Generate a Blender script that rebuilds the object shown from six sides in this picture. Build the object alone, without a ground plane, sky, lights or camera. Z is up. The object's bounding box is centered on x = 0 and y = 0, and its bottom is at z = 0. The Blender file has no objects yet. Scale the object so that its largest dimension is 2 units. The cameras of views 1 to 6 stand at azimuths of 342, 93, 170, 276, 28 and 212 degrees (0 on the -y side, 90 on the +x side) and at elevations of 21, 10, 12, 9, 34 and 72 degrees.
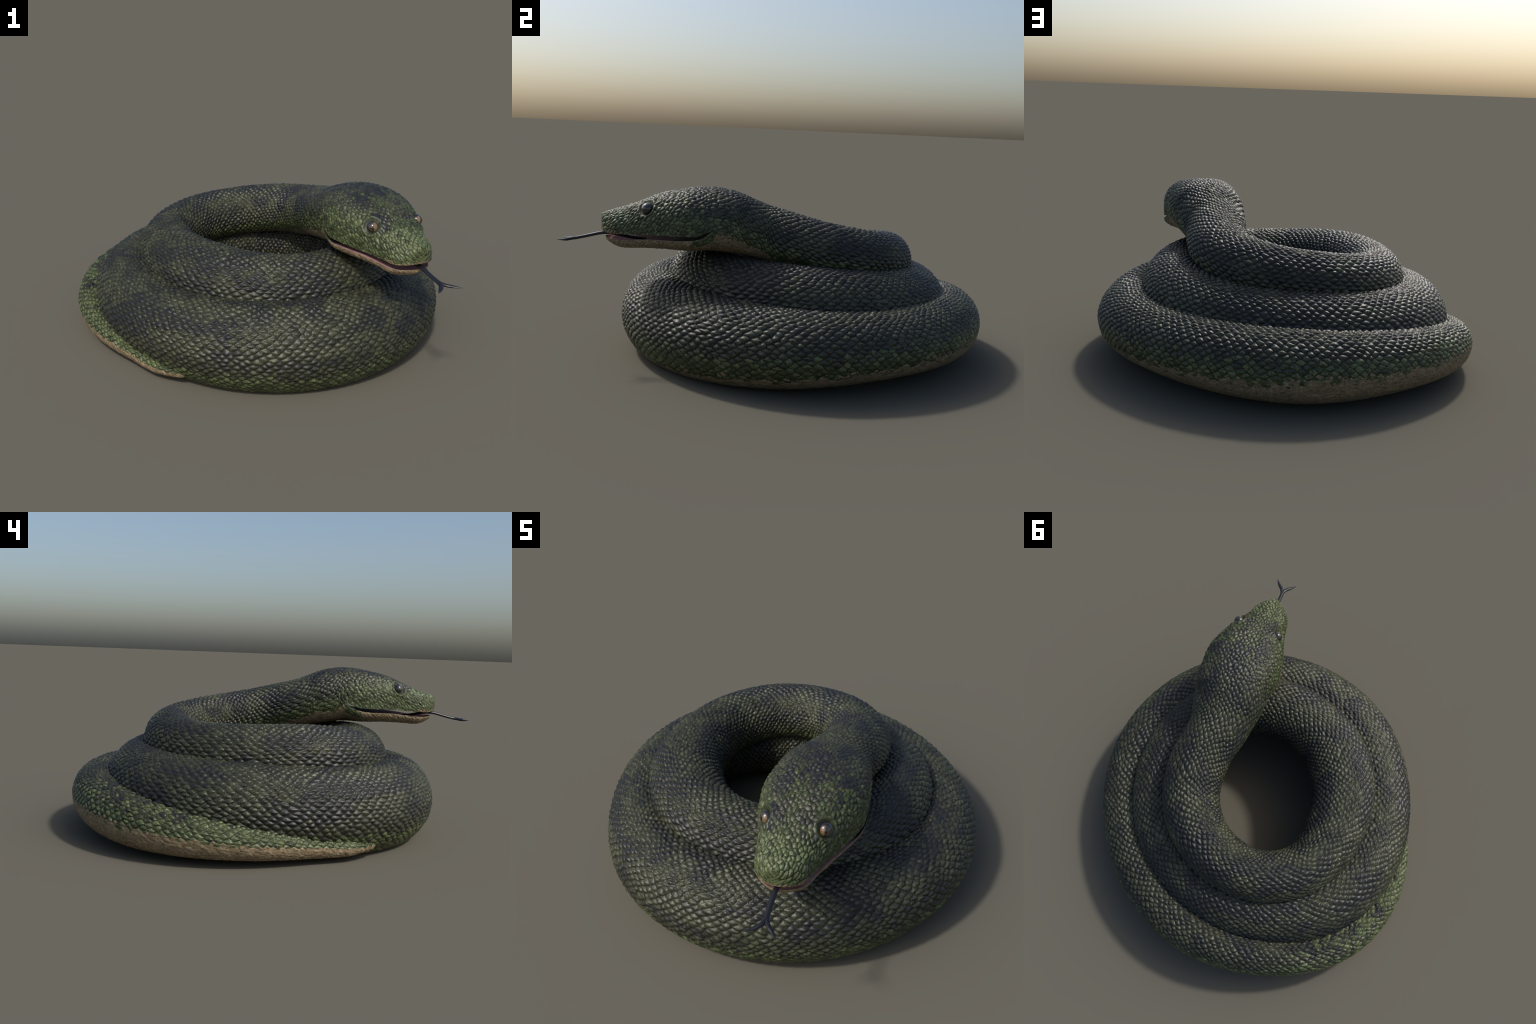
"""Coiled green-olive snake: one continuous skin lofted along a spiral spine,
with diamond scales displaced from a jittered lattice, an open mouth with lining,
eyes and a forked tongue."""
import bpy, math
from mathutils import Vector, Matrix
import numpy as np

# ---------------------------------------------------------------- helpers
def spline(t, y, q):
    """natural cubic spline through (t, y), columns interpolated together"""
    t = np.asarray(t, float); y = np.asarray(y, float); q = np.asarray(q, float)
    n = len(t); h = np.diff(t); A = np.eye(n); r = np.zeros_like(y)
    for i in range(1, n - 1):
        A[i, i - 1], A[i, i], A[i, i + 1] = h[i - 1], 2 * (h[i - 1] + h[i]), h[i]
        r[i] = 6 * ((y[i + 1] - y[i]) / h[i] - (y[i] - y[i - 1]) / h[i - 1])
    m = np.linalg.solve(A, r)
    k = np.clip(np.searchsorted(t, q) - 1, 0, n - 2)
    a = ((t[k + 1] - q) / h[k]); b = ((q - t[k]) / h[k]); hh = h[k]
    if y.ndim > 1:
        a, b, hh = a[:, None], b[:, None], hh[:, None]
    return a * y[k] + b * y[k + 1] + ((a**3 - a) * m[k] + (b**3 - b) * m[k + 1]) * hh**2 / 6

def smooth(e0, e1, x):
    t = np.clip((x - e0) / (e1 - e0), 0, 1)
    return t * t * (3 - 2 * t)

def hash01(i, j, seed):
    """repeatable pseudo-random number in 0..1 for lattice cell (i, j)"""
    x = (i.astype(np.int64) * 374761393 + j.astype(np.int64) * 668265263 + seed * 2147483647) & 0xFFFFFFFF
    x = ((x ^ (x >> 13)) * 1274126177) & 0xFFFFFFFF
    x = ((x ^ (x >> 16)) * 2246822519) & 0xFFFFFFFF
    x = x ^ (x >> 13)
    return (x & 0xFFFFFF) / float(0x1000000)

def value_noise(x, y, seed):
    i, j = np.floor(x).astype(np.int64), np.floor(y).astype(np.int64)
    fx, fy = x - i, y - j
    fx, fy = fx * fx * (3 - 2 * fx), fy * fy * (3 - 2 * fy)
    a = hash01(i, j, seed) * (1 - fx) + hash01(i + 1, j, seed) * fx
    b = hash01(i, j + 1, seed) * (1 - fx) + hash01(i + 1, j + 1, seed) * fx
    return a * (1 - fy) + b * fy

# ---------------------------------------------------------------- spine
COIL_CENTRE = (0.0, 0.1)
# turn in degrees (clockwise from the front, seen from above), distance from the coil's centre,
# height of the spine, half width, half height of the body there
COIL = [
    (41.6, .774, .057, .016, .017), (47, .775, .056, .023, .025), (54, .775, .058, .032, .034), (62, .763, .066, .041, .043), (76, .779, .083, .055, .058),
    (90, .813, .100, .070, .072), (120, .846, .141, .103, .107), (150, .798, .171, .122, .129), (180, .746, .174, .152, .151),
    (210, .702, .180, .169, .150), (240, .697, .184, .176, .146), (270, .713, .176, .189, .164), (300, .712, .173, .194, .188),
    (330, .699, .173, .194, .202), (360, .680, .176, .193, .205), (390, .652, .182, .193, .200), (420, .620, .190, .192, .195),
    (450, .618, .206, .197, .194), (480, .612, .220, .199, .192), (510, .566, .229, .198, .199), (540, .528, .252, .189, .190),
    (570, .511, .268, .183, .184), (600, .508, .293, .178, .178), (630, .514, .321, .172, .170), (660, .532, .341, .154, .163),
    (690, .514, .359, .152, .158), (720, .484, .366, .153, .153), (750, .457, .380, .163, .157), (780, .438, .395, .164, .156),
    (810, .440, .394, .150, .153), (840, .465, .404, .132, .144), (870, .452, .434, .128, .136), (900, .410, .463, .131, .130),
    (930, .375, .491, .140, .129), (960, .345, .521, .145, .129), (985, .330, .550, .146, .132)]
# neck and head: y, x of the middle, crown height, height of the widest line (mouth line), underside, half width
HEAD = [
    (.03, .328, .707, .578, .450, .144), (-.06, .325, .730, .603, .472, .155), (-.13, .334, .757, .626, .493, .168),
    (-.20, .344, .784, .643, .507, .181), (-.28, .361, .800, .640, .519, .191), (-.34, .369, .802, .618, .523, .199),
    (-.40, .376, .797, .603, .521, .203), (-.46, .381, .786, .598, .521, .191), (-.53, .387, .771, .597, .523, .170),
    (-.60, .393, .744, .594, .522, .143), (-.67, .397, .714, .589, .519, .117), (-.74, .404, .690, .586, .520, .100),
    (-.811, .411, .668, .598, .552, .092)]
MOUTH_CORNER, SNOUT_END, JAW_END = -.305, -.811, -.791
UPPER_LIP = [(-.305, .634), (-.34, .616), (-.38, .602), (-.46, .599), (-.53, .597), (-.60, .594), (-.69, .588), (-.76, .586), (-.79, .591), (-.815, .600)]
LOWER_LIP = [(-.305, .634), (-.34, .606), (-.365, .593), (-.40, .585), (-.46, .579), (-.52, .578), (-.58, .576), (-.65, .569), (-.70, .563), (-.76, .561), (-.815, .566)]

nodes = []
for t, R, z, a, b in COIL:
    r = math.radians(t)
    nodes.append((COIL_CENTRE[0] - R * math.sin(r), COIL_CENTRE[1] - R * math.cos(r), z + b, z, z - b, a))
for y, x, zt, zm, zb, w in HEAD:
    nodes.append((x, y, zt, zm, zb, w))
nodes = np.array(nodes)
chord = np.concatenate([[0], np.cumsum(np.linalg.norm(np.diff(nodes[:, :2], axis=0), axis=1))])
total = chord[-1]
fine = np.linspace(0, total, 8000)
path = spline(chord, nodes, fine)
arc = np.concatenate([[0], np.cumsum(np.linalg.norm(np.diff(path[:, :2], axis=0), axis=1))])
turn = np.interp(fine, chord[:len(COIL)], [c[0] for c in COIL])      # stays at its last value on the head

# stations along the body: even spacing, then finer on the head, bunched at the snout
LENGTH = arc[-1]
y_of = lambda s: np.interp(s, arc, path[:, 1])
head_mask = (path[:, 1] < .05) & (path[:, 0] > .25) & (fine > chord[len(COIL)] - .15)
s_neck = arc[np.argmax(head_mask)]
s_corner = np.interp(MOUTH_CORNER, path[::-1, 1][:2000], arc[::-1][:2000])
s_round = LENGTH - .078
st = np.concatenate([
    np.linspace(0, s_neck, 2600, endpoint=False),
    np.linspace(s_neck, s_corner, 150, endpoint=False),
    np.linspace(s_corner, s_round, 180, endpoint=False),
    s_round + .078 * np.sin(np.linspace(0, math.pi / 2, 60))])
S = len(st)
corner = int(np.searchsorted(st, s_corner))
ring = np.stack([np.interp(st, arc, path[:, k]) for k in range(6)], -1)
turn_st = np.interp(st, arc, turn)
tangent = np.stack([np.gradient(np.interp(fine, fine, path[:, 0]), arc), np.gradient(path[:, 1], arc)], -1)
tangent = np.stack([np.interp(st, arc, tangent[:, k]) for k in (0, 1)], -1)
tangent /= np.linalg.norm(tangent, axis=1)[:, None]
side = np.stack([tangent[:, 1], -tangent[:, 0]], -1)                    # to the right of travel

# rounding of the two ends
snout = np.clip((st - s_round) / .078, 0, 1)
snout_f = np.maximum((1 - snout**1.7), 1e-4)**(1 / 1.7)
TIP = .035
tail_f = np.where(st < TIP, np.sqrt(np.maximum(1 - (1 - st / TIP)**2, 1e-4)), 1)
width = ring[:, 5] * snout_f * tail_f
z_mid = ring[:, 3].copy()
z_top = z_mid + (ring[:, 2] - z_mid) * tail_f
z_bot = z_mid - (z_mid - ring[:, 4]) * tail_f
fwd = np.arange(S) >= corner
ys = ring[:, 1]
up_lip = np.interp(-ys, [-p[0] for p in UPPER_LIP], [p[1] for p in UPPER_LIP])
lo_lip = np.interp(-ys, [-p[0] for p in LOWER_LIP], [p[1] for p in LOWER_LIP])
z_mid_u = np.where(fwd, up_lip, z_mid)
z_mid_l = np.where(fwd, lo_lip, z_mid)
blend = smooth(s_corner - .12, s_corner, st)
corner_z = UPPER_LIP[0][1]
z_mid_u = np.where(fwd, z_mid_u, z_mid * (1 - blend) + np.maximum(z_mid, corner_z) * blend)
z_mid_l = np.where(fwd, z_mid_l, z_mid_u)

# ---------------------------------------------------------------- skin grid
K = 170                                             # columns on the upper half, and on the lower half
phi_u = np.linspace(-math.pi / 2, math.pi / 2, K + 1)
phi_l = np.linspace(math.pi / 2, 1.5 * math.pi, K + 1)
headness = smooth(s_neck + .1, s_corner + .05, st)

def section(phi, zm, ztop, zbot, w, expo):
    sn, cs = np.sin(phi)[None, :], np.cos(phi)[None, :]
    r = 1 / (np.abs(sn)**expo[:, None] + np.abs(cs)**expo[:, None])**(1 / expo[:, None])
    h = np.where(cs > 0, (ztop - zm)[:, None], (zm - zbot)[:, None])
    return w[:, None] * r * sn, zm[:, None] + h * r * cs

def place(off, z, along=None):
    P = np.empty(off.shape + (3,))
    P[..., 0] = ring[:, None, 0] + side[:, None, 0] * off
    P[..., 1] = ring[:, None, 1] + side[:, None, 1] * off
    P[..., 2] = z
    if along is not None:                            # jaw is a little shorter than the snout
        P[..., 0] += tangent[:, None, 0] * along[:, None]
        P[..., 1] += tangent[:, None, 1] * along[:, None]
    return P

flat_crown = np.exp(-((ys + .50) / .16)**2) * (st > s_neck)     # brows and a flat crown
expo_u = 2.0 + .45 * headness + .60 * flat_crown
expo_l = 2.0 + .3 * headness + .5 * np.exp(-((ys + .15) / .12)**2) * (st > s_neck)
off_u, zz_u = section(phi_u, z_mid_u, z_top, z_bot, width, expo_u)
jaw_in = np.where(fwd, smooth(s_corner, s_corner + .1, st), 0)
off_l, zz_l = section(phi_l, z_mid_l, z_top, z_bot, width * (1 - .018 * jaw_in), expo_l)
off_u = off_u * (1 - .02 * jaw_in[:, None] * smooth(math.radians(66), math.radians(90), np.abs(phi_u))[None, :])   # upper lip tucks in
jaw_back = -np.where(fwd, (st - s_corner) / (LENGTH - s_corner), 0) * (JAW_END - SNOUT_END)
U = place(off_u, zz_u)
Lw = place(off_l, zz_l, jaw_back)

# signed arc distance from the dorsal line (metres), for the scale lattice
def girth(off, z):
    d = np.sqrt(np.diff(off, axis=1)**2 + np.diff(z, axis=1)**2)
    return np.concatenate([np.zeros((S, 1)), np.cumsum(d, axis=1)], 1)
gu = girth(off_u, zz_u); gl = girth(off_l, zz_l)
v_u = gu - gu[:, K // 2][:, None]
half = gu[:, -1] - gu[:, K // 2]
v_l = half[:, None] + np.minimum(gl, gl[:, -1:] - gl)
sgn_l = np.where(np.arange(K + 1) <= K // 2, 1, -1)[None, :]
v_l = v_l * sgn_l

# ---------------------------------------------------------------- scales
pitch = np.interp(st, [0, .6, 2.0, s_neck - .3, s_corner, LENGTH], [.031, .034, .0365, .034, .030, .026])
rows = np.interp(st, [0, .6, 2.0, s_neck - .3, s_corner, LENGTH], [.0150, .0165, .0178, .0165, .0140, .0130])
u_st = np.concatenate([[0], np.cumsum(np.diff(st) / (.5 * (pitch[1:] + pitch[:-1])))])
jit_st = .14 + .18 * headness

def scales(v):
    """distance field of a staggered, jittered lattice: edge distance, cell ids, place in the cell"""
    run = np.broadcast_to(st[:, None], v.shape)
    u = u_st[:, None] + .55 * (value_noise(run / .09, v / .07, 41) - .5) + .30 * (value_noise(run / .03, v / .03, 42) - .5)
    v = v + rows[:, None] * (.7 * (value_noise(run / .10, v / .08, 43) - .5) + .35 * (value_noise(run / .03, v / .03, 44) - .5))
    Lp = pitch[:, None]; w = rows[:, None]; jit = jit_st[:, None]
    vj = v / w
    j0 = np.round(vj).astype(np.int64)
    f1 = np.full(v.shape, 9.0); f2 = f1.copy()
    ci = np.zeros(v.shape, np.int64); cj = ci.copy(); du1 = np.zeros(v.shape); dv1 = np.zeros(v.shape)
    for dj in (-2, -1, 0, 1, 2):
        j = j0 + dj
        sh = .5 * (j & 1)
        i0 = np.round(u - sh).astype(np.int64)
        for di in (-1, 0, 1):
            i = i0 + di
            cu = i + sh + (hash01(i, j, 1) - .5) * 2 * jit
            cv = j + (hash01(i, j, 2) - .5) * 2 * jit
            a = (u - cu) * Lp; b = (vj - cv) * w
            d = np.sqrt((a * .92)**2 + b * b)
            new = d < f1
            f2 = np.where(new, f1, np.minimum(f2, d))
            ci = np.where(new, i, ci); cj = np.where(new, j, cj)
            du1 = np.where(new, a / Lp, du1); dv1 = np.where(new, b / w, dv1)
            f1 = np.where(new, d, f1)
    return f2 - f1, ci, cj, du1, dv1

# how far round from the back (degrees) the dark back and the green flank reach, along the body
back_edge = np.interp(turn_st, [42, 90, 180, 270, 360, 450, 900, 985], [38, 50, 66, 92, 114, 120, 114, 106])
belly_edge = np.interp(turn_st, [42, 90, 180, 270, 360, 450, 900, 985], [78, 85, 92, 122, 150, 156, 152, 138])
back_edge = np.where(st > s_neck, np.interp(st, [s_neck, s_corner - .05, s_corner + .05], [108, 84, 70]), back_edge)
belly_edge = np.where(st > s_neck, np.interp(st, [s_neck, s_corner - .1, s_corner], [132, 114, 100]), belly_edge)

def colour_and_relief(v, phi, lower):
    edge, ci, cj, du, dv = scales(v)
    ang = np.abs((np.degrees(phi) + 180) % 360 - 180)[None, :] * np.ones((S, 1))
    size = (rows * (1.35 + .15 * headness))[:, None]
    rho = np.sqrt((du / .50)**2 + (dv / .78)**2)      # oval boss inside each diamond cell
    oval = 1 - smooth(.18, 1.0, rho)
    dome = .30 * smooth(.05, .28, edge / size) + .25 * smooth(.05, .95, edge / size) + .45 * oval
    keel = 1 - .35 * np.abs(dv)
    tilt = .92 - .34 * du                            # the rear rim of each scale stands higher
    amp = (.0086 * (1 - .1 * headness))[:, None] * (.8 + .4 * hash01(ci, cj, 3))
    amp = amp * np.minimum(1, (rows / .0178)[:, None])
    fl = smooth(-6, 10, ang - back_edge[:, None])
    be = smooth(-8, 6, ang - belly_edge[:, None])
    amp = amp * (1 - (.15 + .35 * smooth(.6, 2.2, st))[:, None] * fl) * (1 - .82 * be)
    if lower:
        amp = np.where(fwd[:, None], .0022 * (.6 + .8 * hash01(ci, cj, 3)), amp)
    h = amp * (dome * keel * tilt - .30)
    # fine unevenness
    uu = np.broadcast_to(st[:, None], v.shape)
    h = h + .0017 * (value_noise(uu / .006, v / .006, 11) - .5) + .0016 * (value_noise(uu / .016, v / .011, 12) - .5)
    # colour class of each scale
    cu = (ci + .5 * (cj & 1)); cs = np.interp(cu, u_st, st); cv = cj * rows[:, None]
    blotch = .62 * value_noise(cs / .115, cv / .085 + 40, 21) + .38 * value_noise(cs / .05, cv / .045 + 40, 22)
    rnd = hash01(ci, cj, 5)
    cls = blotch + .11 * (rnd - .5)
    mat = np.select([cls < .41, cls < .45, cls < .57], [0, 1, 2], 3)
    # grainy borders between back, flank and belly
    uu2 = value_noise(uu / .009, v / .007 + 90, 31) - .5
    grain = 20 * uu2 + 20 * (rnd - .5)
    fl_amount = ang + grain - back_edge[:, None]
    mat = np.where(fl_amount > 0, np.where(rnd + uu2 * .8 > .55 - .35 * (1 - smooth(.8, 2.0, uu)), 5, 4), mat)
    # olive-green scales thicken towards the flank
    near = smooth(-45, 0, fl_amount)
    mat = np.where((mat == 0) & (rnd < near), 2, mat)
    be_amount = ang + 22 * uu2 + 14 * (value_noise(uu / .03, v / .02, 33) - .5) + 6 * (rnd - .5) - belly_edge[:, None]
    mat = np.where(be_amount > 0, np.where(value_noise(uu / .012, v / .005, 32) > .5, 7, 6), mat)
    # tail turns green all over
    tail_green = 1 - smooth(.45, 1.7, uu)
    mat = np.where((mat < 4) & (hash01(ci, cj, 6) < tail_green * .95), np.where(rnd > .15, 5, 4), mat)
    # the head is green, dark towards the nape, palest on the snout
    hg = smooth(s_corner - .12, s_corner + .16, uu)
    mottled = hash01(ci, cj, 7) * .45 + .55 * value_noise(cs / .05, cv / .04, 23)
    mat = np.where((uu > s_corner - .12) & (mat < 4) & (mottled < .10 + .80 * hg - .50 * (1 - smooth(25, 75, ang)) * (1 - smooth(LENGTH - .25, LENGTH - .08, uu))), np.where(rnd > .45, 5, 4), mat)
    crown = (ang + 30 * (rnd - .5) < 52) & (uu < LENGTH - .14) & (uu > s_corner - .1)
    mat = np.where(crown & (mat == 5), 4, mat)
    nape = ((cs - s_corner - .02) / .075)**2 + (cv / .055)**2 + .5 * (rnd - .5)      # dark patch behind the crown
    mat = np.where((nape < 1) & (not lower), np.where(rnd > .7, 1, 0), mat)
    pale = smooth(LENGTH - .13, LENGTH - .02, uu)
    mat = np.where((mat < 6) & (rnd < pale) & (not lower), 5, mat)
    if not lower:                                     # pale rim of the upper lip at the snout
        mat = np.where((ang + 10 * uu2 > 84) & (uu > LENGTH - .11), 6, mat)
    if lower:
        mat = np.where(fwd[:, None], np.where((uu + .05 * uu2 < s_corner + .085) & (ang < 118), np.where(rnd > .5, 5, 4), np.where(uu2 > 0, 7, 6)), mat)
    gap = (edge / size < (.14 - .04 * headness)[:, None] + .14 * (uu2 + .1)) & (be < .5)
    if lower: gap &= ~fwd[:, None]
    mat = np.where(gap, np.where(mat >= 4, 9, 8), mat)
    return h, mat

h_u, m_u = colour_and_relief(v_u, phi_u, False)
h_l, m_l = colour_and_relief(v_l, phi_l, True)

EYES = [(.286, -.600, .702), (.503, -.582, .706)]
EYE_R = .0275
for P, h in ((U, h_u),):
    for e in EYES:
        d = np.linalg.norm(P - np.array(e), axis=2)
        k = smooth(.030, .052, d)
        h *= k
        h -= .006 * (1 - smooth(.028, .040, d))       # shallow socket
        h += .0045 * np.exp(-((d - .043) / .007)**2)   # rim round the eye
        brow = np.linalg.norm((P - np.array([e[0] + (.012 if e[0] < .39 else -.012), e[1] + .006, e[2] + .032])) / np.array([1, 1.7, 1]), axis=2)
        h += .006 * np.exp(-(brow / .018)**2)          # brow ridge over the eye
        # plain dark skin round the eye
        m_u[:] = np.where(d < .033, 1, np.where(d < .042, 4, m_u))

taper = np.minimum(1, tail_f)[:, None] * np.clip(snout_f * 1.6, 0.1, 1)[:, None]
h_u *= taper; h_l *= taper
# both sheets share the column they meet in behind the corner of the mouth
for a, b in ((0, K), (K, 0)):
    mean = .5 * (h_u[:, a] + h_l[:, b])
    h_u[:, a] = np.where(fwd, h_u[:, a] * .3, mean)
    h_l[:, b] = np.where(fwd, h_l[:, b] * .3, mean)

def outward(P, ref):
    n = np.cross(np.gradient(P, axis=0), np.gradient(P, axis=1))
    n /= np.linalg.norm(n, axis=2)[..., None] + 1e-12
    s = np.sign(np.sum(n * (P - ref), axis=2))
    return n * np.where(s == 0, 1, s)[..., None]
centre_u = np.stack([ring[:, 0], ring[:, 1], z_mid_u - .02 * fwd], -1)[:, None]
centre_l = np.stack([ring[:, 0], ring[:, 1], z_mid_l + .02 * fwd], -1)[:, None]
Nu, Nl = outward(U, centre_u), outward(Lw, centre_l)
for a, b in ((0, K), (K, 0)):
    m = Nu[:, a] + Nl[:, b]; m /= np.linalg.norm(m, axis=1)[:, None] + 1e-12
    Nu[~fwd, a] = m[~fwd]; Nl[~fwd, b] = m[~fwd]
U = U + Nu * h_u[..., None]
Lw = Lw + Nl * h_l[..., None]
for a, b in ((0, K), (K, 0)):
    Lw[~fwd, b] = U[~fwd, a]
    # the first station of the slit is where lips part
    Lw[corner, b] = U[corner, a]
U[..., 2] = np.maximum(U[..., 2], .001); Lw[..., 2] = np.maximum(Lw[..., 2], 0.0)

# ---------------------------------------------------------------- vertices and faces of the whole skin
nu = S * (K + 1)
iu = np.arange(nu).reshape(S, K + 1)
il = nu + np.arange(nu).reshape(S, K + 1)
shared = np.arange(S) <= corner
il[shared, 0] = iu[shared, K]
il[shared, K] = iu[shared, 0]
verts = np.concatenate([U.reshape(-1, 3), Lw.reshape(-1, 3)])

def quads(ix):
    return np.stack([ix[:-1, :-1], ix[:-1, 1:], ix[1:, 1:], ix[1:, :-1]], -1)
qu, ql = quads(iu), quads(il)
mu, ml = m_u[:-1, :-1], m_l[:-1, :-1]

allq = np.concatenate([qu.reshape(-1, 4), ql.reshape(-1, 4)])
fn = np.cross(verts[allq[:, 2]] - verts[allq[:, 0]], verts[allq[:, 3]] - verts[allq[:, 1]])
# make the winding point outwards
probe = len(qu) // 3 * K + K // 2
out = np.dot(fn[probe], Nu[len(qu) // 3, K // 2])
if out < 0:
    qu, ql, allq, fn = qu[..., ::-1], ql[..., ::-1], allq[:, ::-1], -fn
vn = np.zeros_like(verts)
for k in range(4):
    for ax in range(3):
        vn[:, ax] += np.bincount(allq[:, k], fn[:, ax], len(verts))
vn /= np.linalg.norm(vn, axis=1)[:, None] + 1e-15

# ---------------------------------------------------------------- materials
def material(name):
    m = bpy.data.materials.new(name); m.use_nodes = True
    nt = m.node_tree; nt.nodes.clear()
    o = nt.nodes.new("ShaderNodeOutputMaterial"); b = nt.nodes.new("ShaderNodeBsdfPrincipled")
    nt.links.new(b.outputs[0], o.inputs[0])
    return m, nt, b

def skin_material(name, base, grain, fine_scale=150, coarse_scale=28, rough=.44, spec=.5, bump=.25, amount=(.40, .66)):
    m, nt, b = material(name)
    N, L = nt.nodes.new, nt.links.new
    tc = N("ShaderNodeTexCoord")
    n1 = N("ShaderNodeTexNoise"); n1.inputs["Scale"].default_value = fine_scale; n1.inputs["Detail"].default_value = 4; n1.inputs["Roughness"].default_value = .65
    n2 = N("ShaderNodeTexNoise"); n2.inputs["Scale"].default_value = coarse_scale; n2.inputs["Detail"].default_value = 3
    L(tc.outputs["Object"], n1.inputs["Vector"]); L(tc.outputs["Object"], n2.inputs["Vector"])
    add = N("ShaderNodeMath"); add.operation = "MULTIPLY_ADD"; add.inputs[1].default_value = .45
    L(n2.outputs["Fac"], add.inputs[0]); L(n1.outputs["Fac"], add.inputs[2])
    ramp = N("ShaderNodeValToRGB"); e = ramp.color_ramp.elements
    e[0].position, e[0].color = amount[0] + .22, (*base, 1)
    e[1].position, e[1].color = amount[1] + .22, (*grain, 1)
    L(add.outputs[0], ramp.inputs[0]); L(ramp.outputs[0], b.inputs["Base Color"])
    rr = N("ShaderNodeMapRange"); rr.inputs[3].default_value = rough - .08; rr.inputs[4].default_value = rough + .10
    L(n1.outputs["Fac"], rr.inputs[0]); L(rr.outputs[0], b.inputs["Roughness"])
    bp = N("ShaderNodeBump"); bp.inputs["Strength"].default_value = bump; bp.inputs["Distance"].default_value = .002
    L(n1.outputs["Fac"], bp.inputs["Height"]); L(bp.outputs[0], b.inputs["Normal"])
    b.inputs["Specular IOR Level"].default_value = spec
    return m

SKIN = [
    skin_material("dark_blotch_scales", (.009, .010, .012), (.023, .024, .021)),
    skin_material("shaded_olive_scales", (.012, .013, .013), (.040, .044, .026)),
    skin_material("olive_scales", (.015, .016, .011), (.053, .057, .029)),
    skin_material("pale_olive_scales", (.020, .022, .014), (.077, .082, .042)),
    skin_material("green_scales", (.022, .029, .011), (.070, .090, .032)),
    skin_material("pale_green_scales", (.042, .055, .021), (.135, .165, .070)),
    skin_material("tan_belly_skin", (.136, .102, .056), (.240, .184, .110), 120, 30, .6, .3, .5),
    skin_material("pale_belly_skin", (.175, .132, .076), (.300, .235, .146), 120, 30, .6, .3, .5),
    skin_material("dark_olive_scale_gaps", (.012, .013, .010), (.040, .043, .025), rough=.65, spec=.2),
    skin_material("dark_green_scale_gaps", (.015, .019, .009), (.050, .063, .026), rough=.65, spec=.2),
]

def plain(name, col, rough, spec=.5, coat=0, noise=None):
    m, nt, b = material(name)
    b.inputs["Base Color"].default_value = (*col, 1)
    b.inputs["Roughness"].default_value = rough
    b.inputs["Specular IOR Level"].default_value = spec
    b.inputs["Coat Weight"].default_value = coat
    b.inputs["Coat Roughness"].default_value = .05
    if noise:
        tc = nt.nodes.new("ShaderNodeTexCoord"); n = nt.nodes.new("ShaderNodeTexNoise")
        n.inputs["Scale"].default_value = noise[1]; n.inputs["Detail"].default_value = 4
        nt.links.new(tc.outputs["Object"], n.inputs["Vector"])
        r = nt.nodes.new("ShaderNodeValToRGB")
        r.color_ramp.elements[0].position = .35; r.color_ramp.elements[1].position = .68
        r.color_ramp.elements[0].color = (*col, 1); r.color_ramp.elements[1].color = (*noise[0], 1)
        nt.links.new(n.outputs["Fac"], r.inputs[0]); nt.links.new(r.outputs[0], b.inputs["Base Color"])
    return m

# ---------------------------------------------------------------- objects
snake = bpy.data.objects.new("coiled_snake", None)
snake["label"] = "coiled dark green scaly snake with raised head and forked tongue"
snake["category"] = "snake"
bpy.context.scene.collection.objects.link(snake)

def add_mesh(name, v, f, mats, normals=None, face_mat=None, parent=None):
    me = bpy.data.meshes.new(name)
    f = np.ascontiguousarray(f, np.int32)
    me.vertices.add(len(v)); me.vertices.foreach_set("co", np.ascontiguousarray(v, np.float32).ravel())
    k = f.shape[1]
    me.loops.add(f.size); me.loops.foreach_set("vertex_index", f.ravel())
    me.polygons.add(len(f)); me.polygons.foreach_set("loop_start", np.arange(0, f.size, k, dtype=np.int32))
    for m in mats: me.materials.append(m)
    if face_mat is not None:
        me.polygons.foreach_set("material_index", np.ascontiguousarray(face_mat, np.int32).ravel())
    me.polygons.foreach_set("use_smooth", np.ones(len(f), bool))
    me.update(calc_edges=True)
    if normals is not None:
        me.normals_split_custom_set_from_vertices(np.ascontiguousarray(normals, np.float32))
    ob = bpy.data.objects.new(name, me)
    bpy.context.scene.collection.objects.link(ob)
    ob.parent = parent or snake
    return ob

def skin_part(name, faces, mats_idx):
    faces = faces.reshape(-1, 4); mats_idx = mats_idx.reshape(-1)
    used, inv = np.unique(faces, return_inverse=True)
    return add_mesh(name, verts[used], inv.reshape(-1, 4), SKIN, vn[used], mats_idx)

row_tail = int(np.searchsorted(turn_st, 150))
row_neck = int(np.searchsorted(st, s_neck - .15))
row_head = int(np.searchsorted(st, s_corner - .03))
def part(name, a, b, upper=True, lower=True):
    fs, ms = [], []
    if upper: fs.append(qu[a:b].reshape(-1, 4)); ms.append(mu[a:b].reshape(-1))
    if lower: fs.append(ql[a:b].reshape(-1, 4)); ms.append(ml[a:b].reshape(-1))
    return skin_part(name, np.concatenate(fs), np.concatenate(ms))
part("tail", 0, row_tail)
part("torso", row_tail, row_neck)
part("neck", row_neck, row_head)
fs = np.concatenate([qu[row_head:].reshape(-1, 4), ql[row_head:corner].reshape(-1, 4)])
ms = np.concatenate([mu[row_head:].reshape(-1), ml[row_head:corner].reshape(-1)])
head = skin_part("head", fs, ms)
jaw = skin_part("lower_jaw", ql[corner:], ml[corner:])

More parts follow.
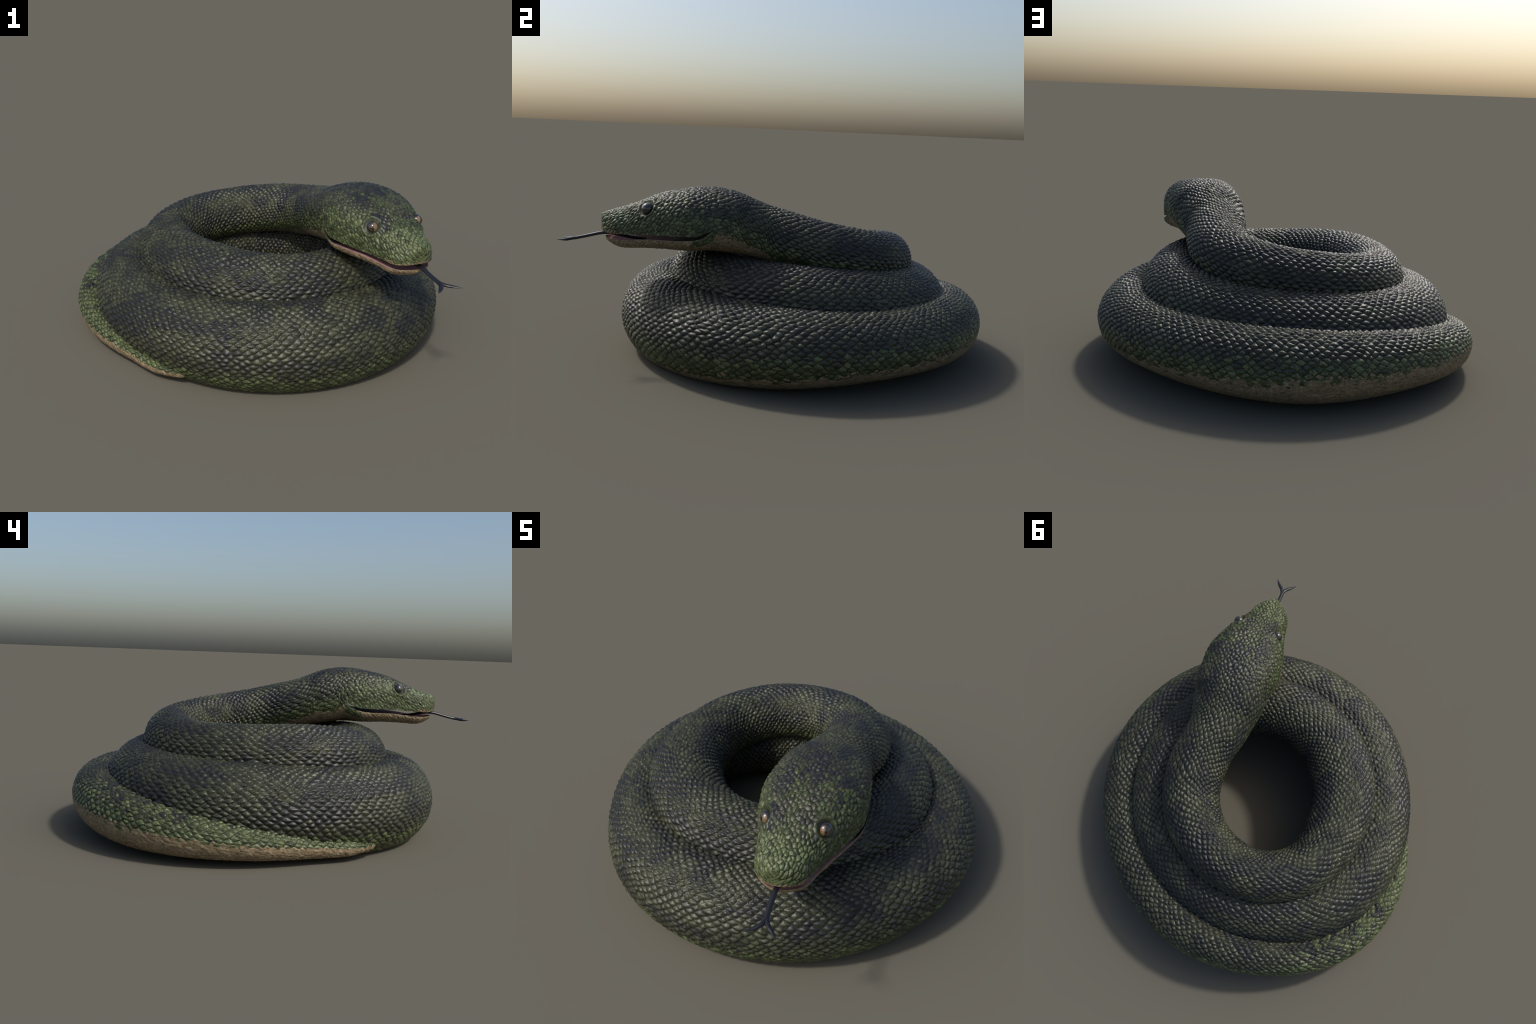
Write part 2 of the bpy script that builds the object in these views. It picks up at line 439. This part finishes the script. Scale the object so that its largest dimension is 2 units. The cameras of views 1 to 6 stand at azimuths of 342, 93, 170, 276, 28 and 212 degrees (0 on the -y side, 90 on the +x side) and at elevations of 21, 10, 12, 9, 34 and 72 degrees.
# mouth lining: palate and floor, borders on the lips
M = 24
f_st = np.arange(corner, S)
across = np.linspace(0, 1, M + 1)
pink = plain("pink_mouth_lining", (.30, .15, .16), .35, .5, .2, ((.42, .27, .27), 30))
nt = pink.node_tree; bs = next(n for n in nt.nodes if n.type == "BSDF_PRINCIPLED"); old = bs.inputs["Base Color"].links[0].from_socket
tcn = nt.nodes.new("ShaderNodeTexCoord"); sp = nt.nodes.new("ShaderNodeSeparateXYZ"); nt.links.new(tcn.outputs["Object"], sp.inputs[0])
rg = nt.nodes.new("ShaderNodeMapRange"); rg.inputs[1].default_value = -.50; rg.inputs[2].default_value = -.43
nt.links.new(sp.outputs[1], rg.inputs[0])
mx = nt.nodes.new("ShaderNodeMix"); mx.data_type = "RGBA"; mx.inputs[7].default_value = (.012, .009, .011, 1)   # near-black towards the back of the mouth
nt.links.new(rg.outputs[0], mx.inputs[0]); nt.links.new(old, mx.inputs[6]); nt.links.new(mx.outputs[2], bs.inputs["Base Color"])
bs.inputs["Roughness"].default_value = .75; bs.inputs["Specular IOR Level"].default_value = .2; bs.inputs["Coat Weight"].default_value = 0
def lining(name, left, right, bulge, parent):
    g = left[:, None] * (1 - across)[None, :, None] + right[:, None] * across[None, :, None]
    prof = np.sin(across * math.pi)**1.4
    wid = np.linalg.norm(right - left, axis=1)
    g[..., 2] += (bulge * np.minimum(1, wid / .1))[:, None] * prof[None, :]
    n = g.shape[0] * (M + 1)
    return add_mesh(name, g.reshape(-1, 3), quads(np.arange(n).reshape(-1, M + 1)).reshape(-1, 4), [pink], parent=parent)
open_up = smooth(0, .05, st[f_st] - s_corner)
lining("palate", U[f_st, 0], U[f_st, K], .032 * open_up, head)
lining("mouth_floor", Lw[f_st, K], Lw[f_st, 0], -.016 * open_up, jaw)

# eyes ------------------------------------------------------------
def eye_material(front):
    """dark glossy ball with an amber iris and an upright slit pupil towards the front"""
    m, nt, b = material("glossy_amber_eye")
    N, L = nt.nodes.new, nt.links.new
    tc = N("ShaderNodeTexCoord")
    sep = N("ShaderNodeSeparateXYZ"); L(tc.outputs["Object"], sep.inputs[0])
    def math_node(op, a, bb=None):
        n = N("ShaderNodeMath"); n.operation = op
        for k, s in enumerate((a, bb)):
            if s is None: continue
            if isinstance(s, (int, float)): n.inputs[k].default_value = s
            else: L(s, n.inputs[k])
        return n.outputs[0]
    X, Y, Z = (math_node("DIVIDE", sep.outputs[k], EYE_R) for k in range(3))    # local y looks along the gaze
    r = math_node("SQRT", math_node("ADD", math_node("MULTIPLY", X, X), math_node("MULTIPLY", Z, Z)))
    infront = math_node("GREATER_THAN", Y, 0)
    iris = N("ShaderNodeMapRange"); iris.inputs[1].default_value = .80; iris.inputs[2].default_value = .66; L(r, iris.inputs[0])
    warm = N("ShaderNodeMapRange"); warm.inputs[1].default_value = .06; warm.inputs[2].default_value = .28; warm.inputs[3].default_value = .16
    L(X, warm.inputs[0])                                                        # amber on the nose side of the pupil only
    irm = math_node("MULTIPLY", math_node("MULTIPLY", iris.outputs[0], infront), warm.outputs[0])
    slit_w = math_node("MULTIPLY", math_node("SUBTRACT", .66, math_node("ABSOLUTE", Z)), .26)
    slit = math_node("MULTIPLY", math_node("LESS_THAN", math_node("ABSOLUTE", X), slit_w), infront)
    noise = N("ShaderNodeTexNoise"); noise.inputs["Scale"].default_value = 160; L(tc.outputs["Object"], noise.inputs["Vector"])
    ramp = N("ShaderNodeValToRGB"); ramp.color_ramp.elements[0].color = (.09, .055, .025, 1); ramp.color_ramp.elements[1].color = (.25, .16, .075, 1)
    L(noise.outputs["Fac"], ramp.inputs[0])
    mix = N("ShaderNodeMix"); mix.data_type = "RGBA"; mix.inputs[6].default_value = (.012, .011, .010, 1)
    L(irm, mix.inputs[0]); L(ramp.outputs[0], mix.inputs[7])
    mix2 = N("ShaderNodeMix"); mix2.data_type = "RGBA"; mix2.inputs[7].default_value = (.003, .003, .004, 1)
    L(slit, mix2.inputs[0]); L(mix.outputs[2], mix2.inputs[6])
    L(mix2.outputs[2], b.inputs["Base Color"])
    b.inputs["Roughness"].default_value = .12; b.inputs["Specular IOR Level"].default_value = .6
    b.inputs["Coat Weight"].default_value = 1; b.inputs["Coat Roughness"].default_value = .03
    return m
eye_mat = eye_material(True)
def uv_ball(n=32, m=20):
    th = np.linspace(0, math.pi, m + 1); ph = np.linspace(0, 2 * math.pi, n + 1)
    g = np.stack([np.sin(th)[:, None] * np.cos(ph), np.sin(th)[:, None] * np.sin(ph), np.cos(th)[:, None] * np.ones_like(ph)], -1)
    return g.reshape(-1, 3) * EYE_R, quads(np.arange((m + 1) * (n + 1)).reshape(m + 1, n + 1)).reshape(-1, 4)
bv, bf = uv_ball()
for k, e in enumerate(EYES):
    ob = add_mesh("eye", bv, bf[:, ::-1], [eye_mat], parent=head)
    ob.location = e
    gaze = Vector((-.40 if k == 0 else .44, -.85, .30)).normalized()
    medial = Vector((1 if k == 0 else -1, 0, 0))
    axis_x = (medial - gaze * medial.dot(gaze)).normalized()
    axis_z = axis_x.cross(gaze)
    ob.rotation_euler = Matrix((axis_x, gaze, axis_z)).transposed().to_euler()

# tongue -----------------------------------------------------------
black = plain("glossy_black_tongue", (.008, .009, .013), .38, .5, .0)
def ribbon(name, pts, half_w, half_h, parent, n=40, m=14):
    pts = np.array(pts); ch = np.concatenate([[0], np.cumsum(np.linalg.norm(np.diff(pts, axis=0), axis=1))])
    q = np.linspace(0, ch[-1], n); P = spline(ch, pts, q)
    w = np.interp(q / ch[-1], *zip(*half_w)); h = np.interp(q / ch[-1], *zip(*half_h))
    tg = np.gradient(P, axis=0); tg /= np.linalg.norm(tg, axis=1)[:, None]
    sd = np.cross(tg, [0, 0, 1]); sd /= np.linalg.norm(sd, axis=1)[:, None]; up = np.cross(sd, tg)
    a = np.linspace(0, 2 * math.pi, m + 1)
    g = P[:, None] + sd[:, None] * (w[:, None] * np.cos(a))[..., None] + up[:, None] * (h[:, None] * np.sin(a))[..., None]
    return add_mesh(name, g.reshape(-1, 3), quads(np.arange(n * (m + 1)).reshape(n, m + 1)).reshape(-1, 4), [black], parent=parent)
tongue = ribbon("tongue", [(.396, -.61, .558), (.402, -.67, .562), (.409, -.73, .573), (.415, -.79, .580), (.424, -.86, .566), (.436, -.925, .551)],
                [(0, .010), (.5, .011), (.8, .0095), (1, .0105)], [(0, .006), (.5, .008), (1, .0075)], snake)
ribbon("tongue_fork", [(.437, -.915, .552), (.453, -.940, .549), (.475, -.957, .547), (.502, -.985, .549)], [(0, .008), (.45, .0092), (.75, .0062), (1, .0006)], [(0, .007), (.5, .0066), (1, .0006)], tongue)
ribbon("tongue_fork", [(.434, -.915, .552), (.428, -.945, .548), (.412, -.967, .545), (.389, -.996, .546)], [(0, .008), (.45, .0092), (.75, .0062), (1, .0006)], [(0, .007), (.5, .0066), (1, .0006)], tongue)
